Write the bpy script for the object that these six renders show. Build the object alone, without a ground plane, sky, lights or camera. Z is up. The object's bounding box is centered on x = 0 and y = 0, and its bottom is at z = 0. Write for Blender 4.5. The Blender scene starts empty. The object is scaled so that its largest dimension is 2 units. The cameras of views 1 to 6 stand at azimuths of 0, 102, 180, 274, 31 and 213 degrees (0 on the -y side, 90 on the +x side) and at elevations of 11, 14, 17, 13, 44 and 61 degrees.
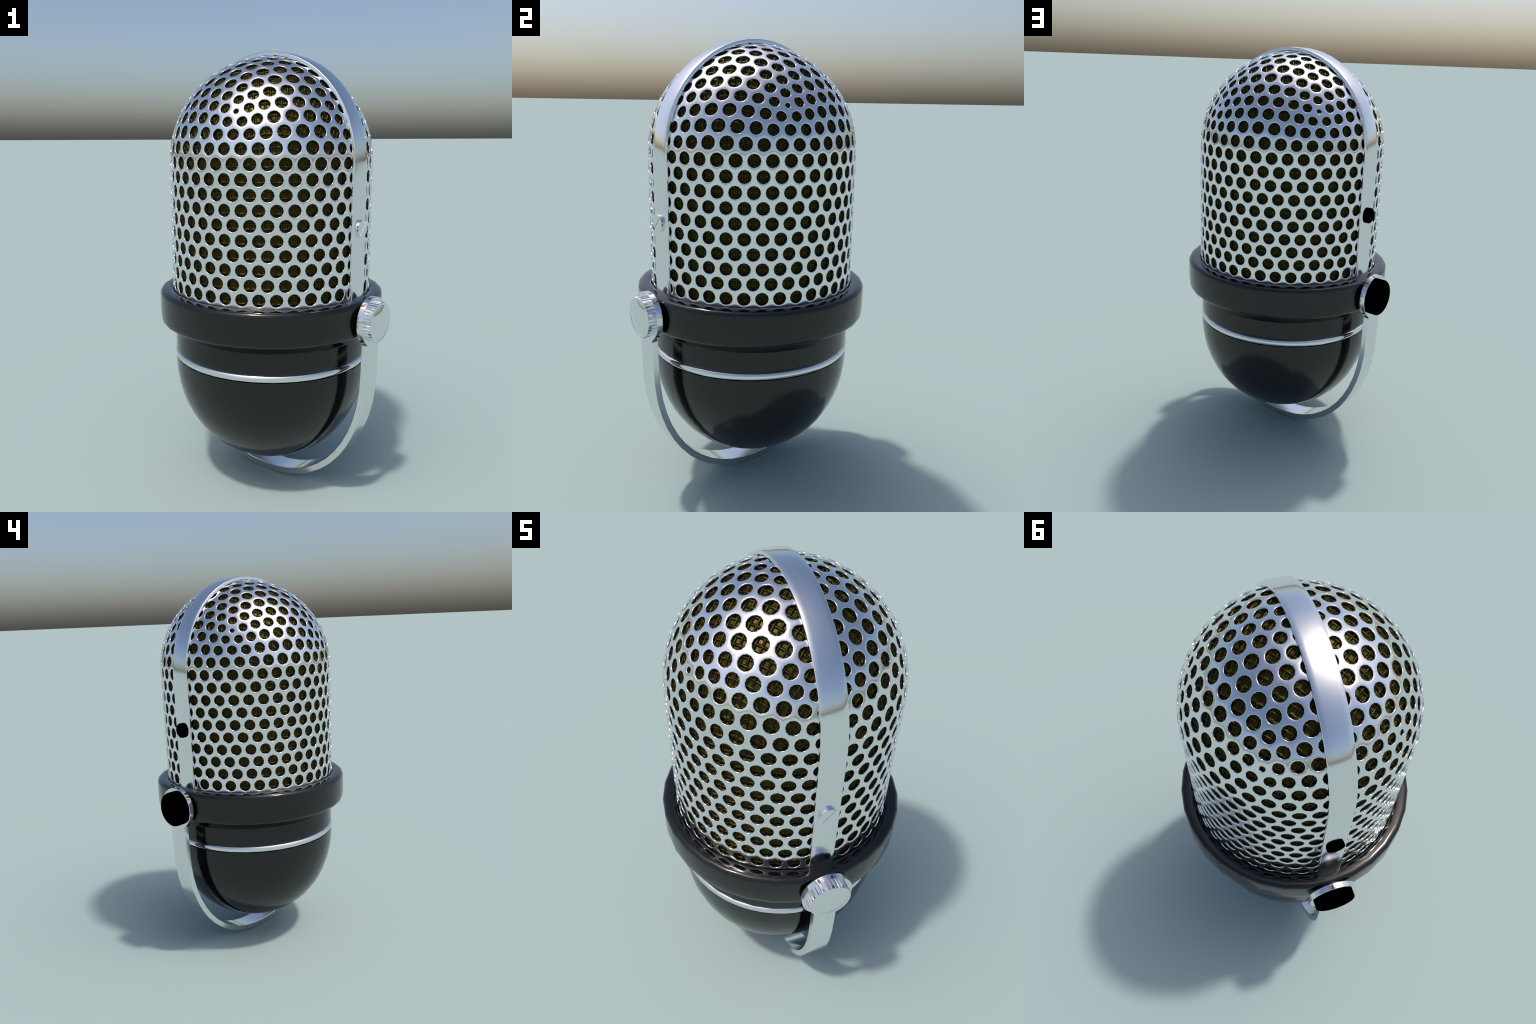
"""Vintage pill-shaped stage microphone: perforated chrome grille with a woven
wire screen behind it, chrome strap, black collar and bowl, chrome U bracket."""
import bpy, bmesh, math
import numpy as np
from mathutils import Matrix, Vector

# ------------------------------------------------------------------ constants
TURN = math.radians(-39.0)        # the bracket plane stands at this azimuth
SEG = 32                          # facets round the turned parts
R_GRILLE = 0.4638                 # outer radius of the perforated shell
Z_DOME = 1.519                    # where cylinder turns into hemisphere
T_GRILLE = 0.0048                 # sheet thickness
Z_CONTACT = 0.9335                # top face of the collar
ROW = 0.0612                      # spacing of the hole rows on the cylinder
R_SCREEN = 0.4480                 # backing of the woven screen
TURN_M = Matrix.Rotation(TURN, 4, 'Z')

# ------------------------------------------------------------------ materials
def new_material(name):
    m = bpy.data.materials.new(name)
    m.use_nodes = True
    return m, m.node_tree, m.node_tree.nodes["Principled BSDF"]

def chrome_material(name, color, rough):
    m, nt, b = new_material(name)
    b.inputs["Metallic"].default_value = 1.0
    tc = nt.nodes.new("ShaderNodeTexCoord")
    nz = nt.nodes.new("ShaderNodeTexNoise")
    nz.inputs["Scale"].default_value = 9.0
    nz.inputs["Detail"].default_value = 3.0
    nt.links.new(tc.outputs["Object"], nz.inputs["Vector"])
    mr = nt.nodes.new("ShaderNodeMapRange")
    mr.inputs["To Min"].default_value = rough * 0.93
    mr.inputs["To Max"].default_value = rough * 1.07
    nt.links.new(nz.outputs["Fac"], mr.inputs["Value"])
    nt.links.new(mr.outputs["Result"], b.inputs["Roughness"])
    b.inputs["Base Color"].default_value = (*color, 1)
    return m

def lacquer_material(name):
    m, nt, b = new_material(name)
    tc = nt.nodes.new("ShaderNodeTexCoord")
    nz = nt.nodes.new("ShaderNodeTexNoise")
    nz.inputs["Scale"].default_value = 6.0
    nt.links.new(tc.outputs["Object"], nz.inputs["Vector"])
    ramp = nt.nodes.new("ShaderNodeValToRGB")
    ramp.color_ramp.elements[0].color = (0.0036, 0.0036, 0.0036, 1)
    ramp.color_ramp.elements[1].color = (0.0044, 0.0044, 0.0044, 1)
    nt.links.new(nz.outputs["Fac"], ramp.inputs["Fac"])
    nt.links.new(ramp.outputs["Color"], b.inputs["Base Color"])
    b.inputs["Roughness"].default_value = 0.12
    b.inputs["Specular IOR Level"].default_value = 0.5
    return m

def black_material(name):
    m, nt, b = new_material(name)
    tc = nt.nodes.new("ShaderNodeTexCoord")
    nz = nt.nodes.new("ShaderNodeTexNoise")
    nz.inputs["Scale"].default_value = 30.0
    nt.links.new(tc.outputs["Object"], nz.inputs["Vector"])
    ramp = nt.nodes.new("ShaderNodeValToRGB")
    ramp.color_ramp.elements[0].color = (0, 0, 0, 1)
    ramp.color_ramp.elements[1].color = (0.0004, 0.0004, 0.0004, 1)
    nt.links.new(nz.outputs["Fac"], ramp.inputs["Fac"])
    nt.links.new(ramp.outputs["Color"], b.inputs["Base Color"])
    b.inputs["Roughness"].default_value = 0.9
    b.inputs["Specular IOR Level"].default_value = 0.0
    return m

def screen_material(name):
    m, nt, b = new_material(name)
    tc = nt.nodes.new("ShaderNodeTexCoord")
    nz = nt.nodes.new("ShaderNodeTexNoise")
    nz.inputs["Scale"].default_value = 220.0
    nz.inputs["Detail"].default_value = 2.0
    nt.links.new(tc.outputs["Object"], nz.inputs["Vector"])
    ramp = nt.nodes.new("ShaderNodeValToRGB")
    ramp.color_ramp.elements[0].position = 0.3
    ramp.color_ramp.elements[0].color = (0.042, 0.0345, 0.0105, 1)
    ramp.color_ramp.elements[1].position = 0.7
    ramp.color_ramp.elements[1].color = (0.050, 0.0415, 0.0125, 1)
    nt.links.new(nz.outputs["Fac"], ramp.inputs["Fac"])
    nt.links.new(ramp.outputs["Color"], b.inputs["Base Color"])
    b.inputs["Metallic"].default_value = 1.0
    b.inputs["Roughness"].default_value = 0.42
    return m

CHROME = chrome_material("polished_chrome", (0.82, 0.82, 0.82), 0.12)
LACQUER = lacquer_material("black_lacquer")
BLACK = black_material("unlit_chrome_black")  # rear knob and screw: black painted in for chrome left unlit by flipped normals
SCREEN = screen_material("brass_weave")

# ------------------------------------------------------------------ helpers
ROOT = bpy.data.objects.new("microphone", None)
bpy.context.scene.collection.objects.link(ROOT)
ROOT["label"] = "vintage pill microphone, chrome perforated grille, black bowl base"
ROOT["category"] = "microphone"

def add(name, mesh, mat, parent=ROOT):
    mesh.materials.clear()
    mesh.materials.append(mat)
    ob = bpy.data.objects.new(name, mesh)
    bpy.context.scene.collection.objects.link(ob)
    ob.parent = parent
    return ob

def finish(name, verts, faces, mat, sharp=35.0, parent=ROOT, turn=True, recalc=True, normals=None):
    me = bpy.data.meshes.new(name)
    me.from_pydata([tuple(v) for v in verts], [], faces)
    if turn:
        me.transform(TURN_M)
    if recalc:
        bm = bmesh.new(); bm.from_mesh(me)
        bmesh.ops.recalc_face_normals(bm, faces=bm.faces)
        bm.to_mesh(me); bm.free()
    me.polygons.foreach_set("use_smooth", [True] * len(me.polygons))
    me.update()
    if sharp is not None:
        me.set_sharp_from_angle(angle=math.radians(sharp))
    if normals is not None:
        rot = TURN_M.to_3x3()
        me.normals_split_custom_set_from_vertices([tuple(rot @ Vector(n)) for n in normals])
    return add(name, me, mat, parent)

def lathe(profile, seg=SEG):
    """Turn an open (r, z) profile round z; r = 0 ends become poles."""
    V, F, rings = [], [], []
    for r, z in profile:
        if r < 1e-6:
            rings.append([len(V)] * seg); V.append((0, 0, z))
        else:
            rings.append(list(range(len(V), len(V) + seg)))
            for k in range(seg):
                a = 2 * math.pi * k / seg
                V.append((r * math.cos(a), r * math.sin(a), z))
    for a, b in zip(rings, rings[1:]):
        for k in range(seg):
            l = (k + 1) % seg
            f = [a[k], a[l], b[l], b[k]]
            f = list(dict.fromkeys(f))
            if len(f) > 2:
                F.append(f)
    return V, F

def sweep(path, frames, section, closed_ends=True):
    """Sweep a closed 2D section (outward, sideways) along 3D path points;
    frames give the outward direction, sideways is local y."""
    V, F, n = [], [], len(section)
    for p, o in zip(path, frames):
        for d, y in section:
            V.append((p[0] + o[0] * d, y, p[1] + o[1] * d))
    for i in range(len(path) - 1):
        for k in range(n):
            l = (k + 1) % n
            F.append([i * n + k, i * n + l, (i + 1) * n + l, (i + 1) * n + k])
    if closed_ends:
        F.append(list(range(n))[::-1])
        F.append([(len(path) - 1) * n + k for k in range(n)])
    return V, F

# ------------------------------------------------------------------ grille
def on_shell(p, r):
    """Project a point onto the capsule shell of radius r; gives point, normal."""
    if p[2] >= Z_DOME:
        q = np.array([p[0], p[1], p[2] - Z_DOME]); n = q / np.linalg.norm(q)
        return np.array([0, 0, Z_DOME]) + n * r, n
    n = np.array([p[0], p[1], 0.0]); n /= np.linalg.norm(n)
    return np.array([n[0] * r, n[1] * r, p[2]]), n

def hole_lattice():
    """Geodesic half sphere (40 points round its equator) continued down the
    cylinder in staggered rows; returns points and triangles."""
    bm = bmesh.new()
    bmesh.ops.create_icosphere(bm, subdivisions=4, radius=1.0)
    bm.verts.ensure_lookup_table()
    pent = [v.co for v in bm.verts if len(v.link_edges) == 5 and 0.1 < v.co.z < 0.9]
    ph = math.atan2(pent[0].y, pent[0].x)
    rot = Matrix.Rotation(-ph, 4, 'Z')
    keep = {}
    P, T = [], []
    for v in bm.verts:
        if v.co.z > -1e-4:
            c = rot @ v.co
            keep[v.index] = len(P)
            P.append(np.array([c.x * R_GRILLE, c.y * R_GRILLE, Z_DOME + max(c.z, 0) * R_GRILLE]))
    for f in bm.faces:
        if all(v.index in keep for v in f.verts):
            T.append([keep[v.index] for v in f.verts])
    bm.free()
    eq = [i for i, p in enumerate(P) if p[2] < Z_DOME + 1e-4]
    eq.sort(key=lambda i: math.atan2(P[i][1], P[i][0]))
    n = len(eq)
    a0 = math.atan2(P[eq[0]][1], P[eq[0]][0])
    prev, rows = eq, [eq]
    for k in range(1, 12):
        row = []
        for j in range(n):
            a = a0 + 2 * math.pi * (j + 0.5 * (k % 2)) / n
            row.append(len(P))
            P.append(np.array([R_GRILLE * math.cos(a), R_GRILLE * math.sin(a), Z_DOME - k * ROW]))
        for j in range(n):
            l = (j + 1) % n
            if k % 2:      # new row leads by half a step
                T.append([prev[j], row[j], prev[l]])
                T.append([row[j], row[l], prev[l]])
            else:
                T.append([prev[j], row[j], row[l]])
                T.append([prev[j], row[l], prev[l]])
        rows.append(row); prev = row
    return P, T, set(rows[-1]), set(rows[-2])

def build_grille():
    P, T, last, solid = hole_lattice()
    star = [[] for _ in P]
    cent = []
    for t, tri in enumerate(T):
        c = (P[tri[0]] + P[tri[1]] + P[tri[2]]) / 3
        cent.append(c)
        for i in tri:
            star[i].append(t)
    V, F, N = [], [], []
    cache = {}
    def shared(key, pos, r):
        k = (key, r)
        if k not in cache:
            q, nn = on_shell(pos, r)
            cache[k] = len(V); V.append(q); N.append(nn if r > R_GRILLE - 0.001 else -nn)
        return cache[k]
    r_out, r_in = R_GRILLE, R_GRILLE - T_GRILLE
    for i, p in enumerate(P):
        if i in last:
            continue
        m, nrm = on_shell(p, r_out)
        ref = np.cross(nrm, [0, 0, 1.0])
        if np.linalg.norm(ref) < 1e-5:
            ref = np.array([1.0, 0, 0])
        ref /= np.linalg.norm(ref)
        up = np.cross(ref, nrm)
        ts = sorted(star[i], key=lambda t: math.atan2((cent[t] - p) @ up, (cent[t] - p) @ ref))
        k = len(ts)
        ring = []                                    # border: corner, mid, corner, ...
        for a in range(k):
            ta, tb = ts[a], ts[(a + 1) % k]
            ring.append(((ta,), cent[ta]))
            ring.append((tuple(sorted((ta, tb))), (cent[ta] + cent[tb]) / 2))
        n = 2 * k
        outer = [shared(key, pos, r_out) for key, pos in ring]
        inner = [shared(key, pos, r_in) for key, pos in ring]
        if i in solid:
            F.append(outer); F.append(inner[::-1]); continue
        mids = [np.linalg.norm(on_shell(ring[a][1], r_out)[0] - m) for a in range(1, n, 2)]
        web = 0.0091
        loops = []
        for grow, depth, lean in ((0.0032, 0.0001, 0.09), (0.0015, 0.0004, 0.42), (0.0003, 0.0012, 1.0), (0.0, 0.0022, 1.45), (0.0, T_GRILLE, 1.45)):
            loop = []
            for a in range(n):
                d = on_shell(ring[a][1], r_out)[0] - m
                d = d - nrm * (d @ nrm)
                d /= np.linalg.norm(d)
                if a % 2:
                    rad = mids[a // 2]
                else:
                    rad = 0.5 * (mids[a // 2] + mids[a // 2 - 1])
                rad = 0.6 * rad + 0.4 * sum(mids) / k
                rad = rad - web if k == 6 else rad * 0.46
                q, nn = on_shell(m + d * (rad + grow), r_out - depth)
                loop.append(len(V)); V.append(q); N.append(nn * math.cos(lean) - d * math.sin(lean))
            loops.append(loop)
        chain = [outer] + loops + [inner]
        for A, B in zip(chain, chain[1:]):
            for a in range(n):
                b = (a + 1) % n
                F.append([A[a], A[b], B[b], B[a]])
    return finish("grille", V, F, CHROME, sharp=None, normals=N)

build_grille()

# ------------------------------------------------------------------ woven screen
def weave(u, v, pitch, wire=0.17, wave=0.06):
    """Height of a plain weave of round wires over a flat backing, in pitches."""
    def strand(along, across):
        j = np.floor(across)
        d = across - j - 0.5
        top = np.sqrt(np.maximum(wire ** 2 - d ** 2, 0))
        lift = wave * np.cos(math.pi * (along - 0.5) + math.pi * j)
        return np.where(np.abs(d) < wire * 0.999, wire * 0.4 + lift + top, 0.0)
    h = np.maximum(strand(u / pitch, v / pitch), strand(v / pitch + 1.0, u / pitch))
    return np.maximum(h, 0.0) * pitch

def grid_faces(mask_idx):
    a = mask_idx
    q = np.stack([a[:-1, :-1], a[1:, :-1], a[1:, 1:], a[:-1, 1:]], -1).reshape(-1, 4)
    return q[(q >= 0).all(1)]

def array_mesh(name, verts, quads, mat, parent=ROOT):
    me = bpy.data.meshes.new(name)
    me.vertices.add(len(verts)); me.vertices.foreach_set("co", verts.astype(np.float32).ravel())
    me.loops.add(quads.size); me.loops.foreach_set("vertex_index", quads.astype(np.int32).ravel())
    me.polygons.add(len(quads))
    me.polygons.foreach_set("loop_start", np.arange(0, quads.size, 4, dtype=np.int32))
    me.polygons.foreach_set("use_smooth", np.ones(len(quads), bool))
    me.update(calc_edges=True); me.validate()
    ob = add(name, me, mat, parent)
    ob["kind"] = "stuff"
    return ob

SAMPLES = np.array([0.0, 0.2, 0.325, 0.335, 0.38, 0.44, 0.5, 0.56, 0.62, 0.665, 0.675, 0.8])

def build_screen():
    # dome: the cloth is draped over the crown, straight along world x and y
    p = 0.026
    cells = int(math.ceil(math.pi / 2 * R_SCREEN / p)) + 1
    t = (np.arange(-cells, cells)[:, None] + SAMPLES[None]).ravel() * p
    U, W = np.meshgrid(t, t, indexing='ij')
    rho = np.hypot(U, W)
    ok = rho <= math.pi / 2 * R_SCREEN + 0.012
    lat = np.minimum(rho / R_SCREEN, math.pi / 2 + 0.03)
    az = np.arctan2(W, U)
    r = R_SCREEN + weave(U, W, p)
    X = np.stack([r * np.sin(lat) * np.cos(az), r * np.sin(lat) * np.sin(az), Z_DOME + r * np.cos(lat)], -1)
    idx = np.full(U.shape, -1); idx[ok] = np.arange(ok.sum())
    v1, q1 = X[ok], grid_faces(idx)
    # cylinder: wires run level and upright
    n = 136
    pc = 2 * math.pi * R_SCREEN / n
    tu = (np.arange(0, n)[:, None] + SAMPLES[None]).ravel() * pc
    tu = np.append(tu, n * pc)
    m = int(math.ceil((Z_DOME - 0.90) / pc))
    tv = (np.arange(0, m)[:, None] + SAMPLES[None]).ravel() * pc
    tv = tv[tv <= Z_DOME - 0.90]
    U, W = np.meshgrid(tu, tv, indexing='ij')
    r = R_SCREEN + weave(U, W, pc) - 0.0006
    a = U / R_SCREEN
    X = np.stack([r * np.cos(a), r * np.sin(a), Z_DOME - W], -1)
    idx = np.arange(U.size).reshape(U.shape)
    v2, q2 = X.reshape(-1, 3), grid_faces(idx) [:, ::-1]
    array_mesh("woven_screen", np.vstack([v1, v2]), np.vstack([q1, q2 + len(v1)]), SCREEN)

build_screen()

# ------------------------------------------------------------------ strap over the grille
def build_strap():
    """A slice of a slightly larger shell, so it is curved across as well."""
    half, hi, lo = 0.0505, 0.4780, R_GRILLE - 0.001
    across = [(lo, -half), (lo, half), (hi - 0.0030, half), (hi - 0.0009, half - 0.0009), (hi, half - 0.0030)]
    across += [(hi, half * k) for k in (0.6, 0.2, -0.2, -0.6)]
    across += [(hi, -half + 0.0030), (hi - 0.0009, -half + 0.0009), (hi - 0.0030, -half)]
    section = [(math.sqrt(r * r - y * y), y) for r, y in across]
    path, out = [(0.0, 0.905), (0.0, Z_DOME)], [(1, 0), (1, 0)]
    n = 24
    for k in range(1, n):
        a = math.pi * k / n
        path.append((0.0, Z_DOME)); out.append((math.cos(a), math.sin(a)))
    path += [(0.0, Z_DOME), (0.0, 0.905)]; out += [(-1, 0), (-1, 0)]
    V, F = sweep(path, out, section)
    # the crown stands a hair higher than the straight legs
    V = [(x, y, z + max(0.0, z - Z_DOME) * 0.0063) for x, y, z in V]
    finish("grille_strap", V, F, CHROME, sharp=40)

build_strap()

# ------------------------------------------------------------------ black body
def arc(cx, cz, r, a0, a1, n):
    return [(cx + r * math.cos(math.radians(a0 + (a1 - a0) * k / n)),
             cz + r * math.sin(math.radians(a0 + (a1 - a0) * k / n))) for k in range(n + 1)]

collar = [(0.4675, 0.90), (0.4675, Z_CONTACT - 0.0015), (0.469, Z_CONTACT), (0.485, Z_CONTACT), (0.500, Z_CONTACT - 0.0005),
          (0.510, Z_CONTACT - 0.0018), (0.517, Z_CONTACT - 0.0050), (0.522, Z_CONTACT - 0.0105),
          (0.5248, Z_CONTACT - 0.0160), (0.5255, Z_CONTACT - 0.023), (0.5255, 0.84), (0.5245, 0.805),
          (0.5222, 0.793), (0.5195, 0.7865), (0.515, 0.7815), (0.509, 0.7775), (0.480, 0.7560), (0.4610, 0.7420),
          (0.4575, 0.7385), (0.4545, 0.7330), (0.4500, 0.7300)]
V, F = lathe(collar)
finish("collar", V, F, LACQUER, sharp=50)

BOWL_A, BOWL_B, BOWL_Z, BOWL_E = 0.4580, 0.5085, 0.610, 2.11
bowl = [(0.4500, 0.745), (0.4558, 0.742),
        (0.4558, 0.715), (0.4558, 0.655), (0.4552, 0.645), (0.450, 0.641), (0.450, BOWL_Z + 0.0005), (0.4572, BOWL_Z)]
for k in range(1, 15):
    a = math.pi / 2 * k / 14
    bowl.append((BOWL_A * abs(math.cos(a)) ** (2 / BOWL_E), BOWL_Z - BOWL_B * math.sin(a) ** (2 / BOWL_E)))
bowl[-1] = (0.0, BOWL_Z - BOWL_B)
V, F = lathe(bowl)
finish("bowl", V, F, LACQUER, sharp=50)

ring = [(0.4445 + (r - 0.4445) * 0.95, z) for r, z in arc(0.4445, 0.6270, 0.0180, -100, 100, 12)]
V, F = lathe(ring, 64)
finish("trim_ring", V, F, CHROME, sharp=60)

# ------------------------------------------------------------------ bracket
KNOB_Z = 0.8495
def bracket_path():
    """U shape: centre line of the inner face in the bracket plane."""
    a, b, zc, e = 0.5265, 0.597, 0.628, 2.17
    pts, out = [(0.5305, 0.80), (0.5280, 0.70)], [(1, 0.0), (1, 0.0)]
    n = 26
    for k in range(0, n + 1):
        t = math.pi * k / n
        c, s = math.cos(t), math.sin(t)
        c, s = math.copysign(abs(c) ** (2 / e), c), abs(s) ** (2 / e)
        pts.append((a * c, zc - b * s))
        nx, nz = math.copysign(abs(c) ** (e - 1), c) / a, -(s ** (e - 1)) / b
        l = math.hypot(nx, nz)
        out.append((nx / l, nz / l))
    pts += [(-0.5280, 0.70), (-0.5305, 0.80)]; out += [(-1, 0.0), (-1, 0.0)]
    return pts, out

pts, out = bracket_path()
V, F = sweep(pts, out, [(-0.0018, -0.0485), (-0.0018, 0.0485), (0.0, 0.050), (0.0250, 0.050), (0.0265, 0.0485),
                        (0.0265, -0.0485), (0.0250, -0.050), (0.0, -0.050)])
V = [(x, y, z - 0.0045 * max(0.0, 1 - z / 0.3)) for x, y, z in V]
bracket = finish("bracket", V, F, CHROME, sharp=30)

def extrude_outline(outline, x0, x1, side, bevel=0.0015):
    """Solid plate from an outline in (y, z), between x0 and x1 along local x."""
    n = len(outline)
    cy = sum(p[0] for p in outline) / n; cz = sum(p[1] for p in outline) / n
    def ring(x, inset):
        res = []
        for y, z in outline:
            d = math.hypot(y - cy, z - cz)
            s = (d - inset) / d
            res.append((side * x, cy + (y - cy) * s, cz + (z - cz) * s))
        return res
    V, F = [], []
    levels = [(x0, bevel), (x0 + bevel, 0), (x1 - bevel, 0), (x1, bevel)]
    for x, i in levels:
        V += ring(x, i)
    for k in range(len(levels) - 1):
        for a in range(n):
            b = (a + 1) % n
            F.append([k * n + a, k * n + b, (k + 1) * n + b, (k + 1) * n + a])
    F.append(list(range(n))[::-1]); F.append([(len(levels) - 1) * n + a for a in range(n)])
    return V, F

def eyelet_outline():
    """Round bracket end with a concave neck where it narrows to the strap."""
    R, half, f = 0.1065, 0.0495, 0.026
    ny = half + f                                  # fillet centre
    nz = -math.sqrt((R + f) ** 2 - ny ** 2)
    t = math.atan2(nz, ny)                         # direction to fillet centre
    o = []
    for k in range(0, 45):
        a = t + (math.pi - 2 * t) * k / 44
        o.append((R * math.cos(a), KNOB_Z + R * math.sin(a)))
    for k in range(1, 7):                          # left fillet
        a = -t + (0 + t) * k / 6
        o.append((-ny + f * math.cos(a), KNOB_Z + nz + f * math.sin(a)))
    for k in range(0, 6):                          # right fillet
        a = math.pi + (t) * k / 6
        o.append((ny + f * math.cos(a), KNOB_Z + nz + f * math.sin(a)))
    return o

def disc(radius, n=48):
    return [(radius * math.cos(2 * math.pi * k / n), KNOB_Z + radius * math.sin(2 * math.pi * k / n)) for k in range(n)]

def build_knob_mesh(side):
    teeth, per = 36, 6
    n = teeth * per
    def radius(k, r, depth):
        return r if k % per == 0 else r - depth
    prof = [(0.548, 0.080, 0.0), (0.5555, 0.080, 0.0), (0.5555, 0.0850, 0.0), (0.5570, 0.0885, 0.0028), (0.5845, 0.0885, 0.0028),
            (0.5868, 0.0872, 0.0012), (0.5880, 0.0850, 0.0), (0.5880, 0.0770, 0.0), (0.5868, 0.0755, 0.0)]
    dome = 0.21                                     # the face bulges like a lens
    for r in (0.072, 0.066, 0.058, 0.049, 0.040, 0.030, 0.020, 0.010, 0.0):
        prof.append((0.5868 + math.sqrt(dome ** 2 - r * r) - math.sqrt(dome ** 2 - 0.0755 ** 2), r, 0.0))
    V, F, rings = [], [], []
    for x, r, dep in prof:
        if r == 0:
            rings.append([len(V)] * n); V.append((side * x, 0, KNOB_Z)); continue
        rings.append(list(range(len(V), len(V) + n)))
        for k in range(n):
            a = 2 * math.pi * k / n
            rr = radius(k, r, dep)
            V.append((side * x, rr * math.cos(a), KNOB_Z + rr * math.sin(a)))
    for A, B in zip(rings, rings[1:]):
        for k in range(n):
            l = (k + 1) % n
            f = list(dict.fromkeys([A[k], A[l], B[l], B[k]]))
            F.append(f)
    F.append(rings[0][::-1])
    return V, F

SCREW_Z, SCREW_R = 1.2425, 0.0375
def build_screw_mesh(side):
    """Slotted cheese head: a base disc with two D-shaped halves on top."""
    tilt = math.radians(47) if side > 0 else math.radians(133)
    V, F = [], []
    def plate(outline, x0, x1, bevel):
        n0 = len(V); n = len(outline)
        cy = sum(p[0] for p in outline) / n; cz = sum(p[1] for p in outline) / n
        for x, i in ((x0, 0), (x1 - bevel, 0), (x1, bevel)):
            for y, z in outline:
                d = math.hypot(y - cy, z - cz); s = (d - i) / d
                yy, zz = cy + (y - cy) * s, cz + (z - cz) * s
                V.append((side * x, yy * math.cos(tilt) - zz * math.sin(tilt),
                          SCREW_Z + yy * math.sin(tilt) + zz * math.cos(tilt)))
        for k in range(2):
            for a in range(n):
                b = (a + 1) % n
                F.append([n0 + k * n + a, n0 + k * n + b, n0 + (k + 1) * n + b, n0 + (k + 1) * n + a])
        F.append([n0 + a for a in range(n)][::-1]); F.append([n0 + 2 * n + a for a in range(n)])
    full = [(SCREW_R * math.cos(2 * math.pi * k / 40), SCREW_R * math.sin(2 * math.pi * k / 40)) for k in range(40)]
    plate(full, 0.470, 0.4875, 0.0003)
    g = 0.0016
    t0 = math.asin(g / SCREW_R)
    half = [(SCREW_R * math.cos(t0 + (math.pi - 2 * t0) * k / 20), SCREW_R * math.sin(t0 + (math.pi - 2 * t0) * k / 20)) for k in range(21)]
    plate(half, 0.4870, 0.4905, 0.0012)
    plate([(-y, -z) for y, z in half], 0.4870, 0.4905, 0.0012)
    return V, F

for side, mat in ((1, CHROME), (-1, BLACK)):
    V, F = extrude_outline(eyelet_outline(), 0.5315, 0.5580, side)
    finish("bracket_eyelet", V, F, CHROME, sharp=30, parent=bracket)
    V, F = extrude_outline(disc(0.0780), 0.512, 0.5325, side)
    finish("boss", V, F, LACQUER, sharp=30)
    V, F = build_knob_mesh(side)
    finish("knob", V, F, mat, sharp=25)
    V, F = build_screw_mesh(side)
    finish("screw", V, F, mat, sharp=30)
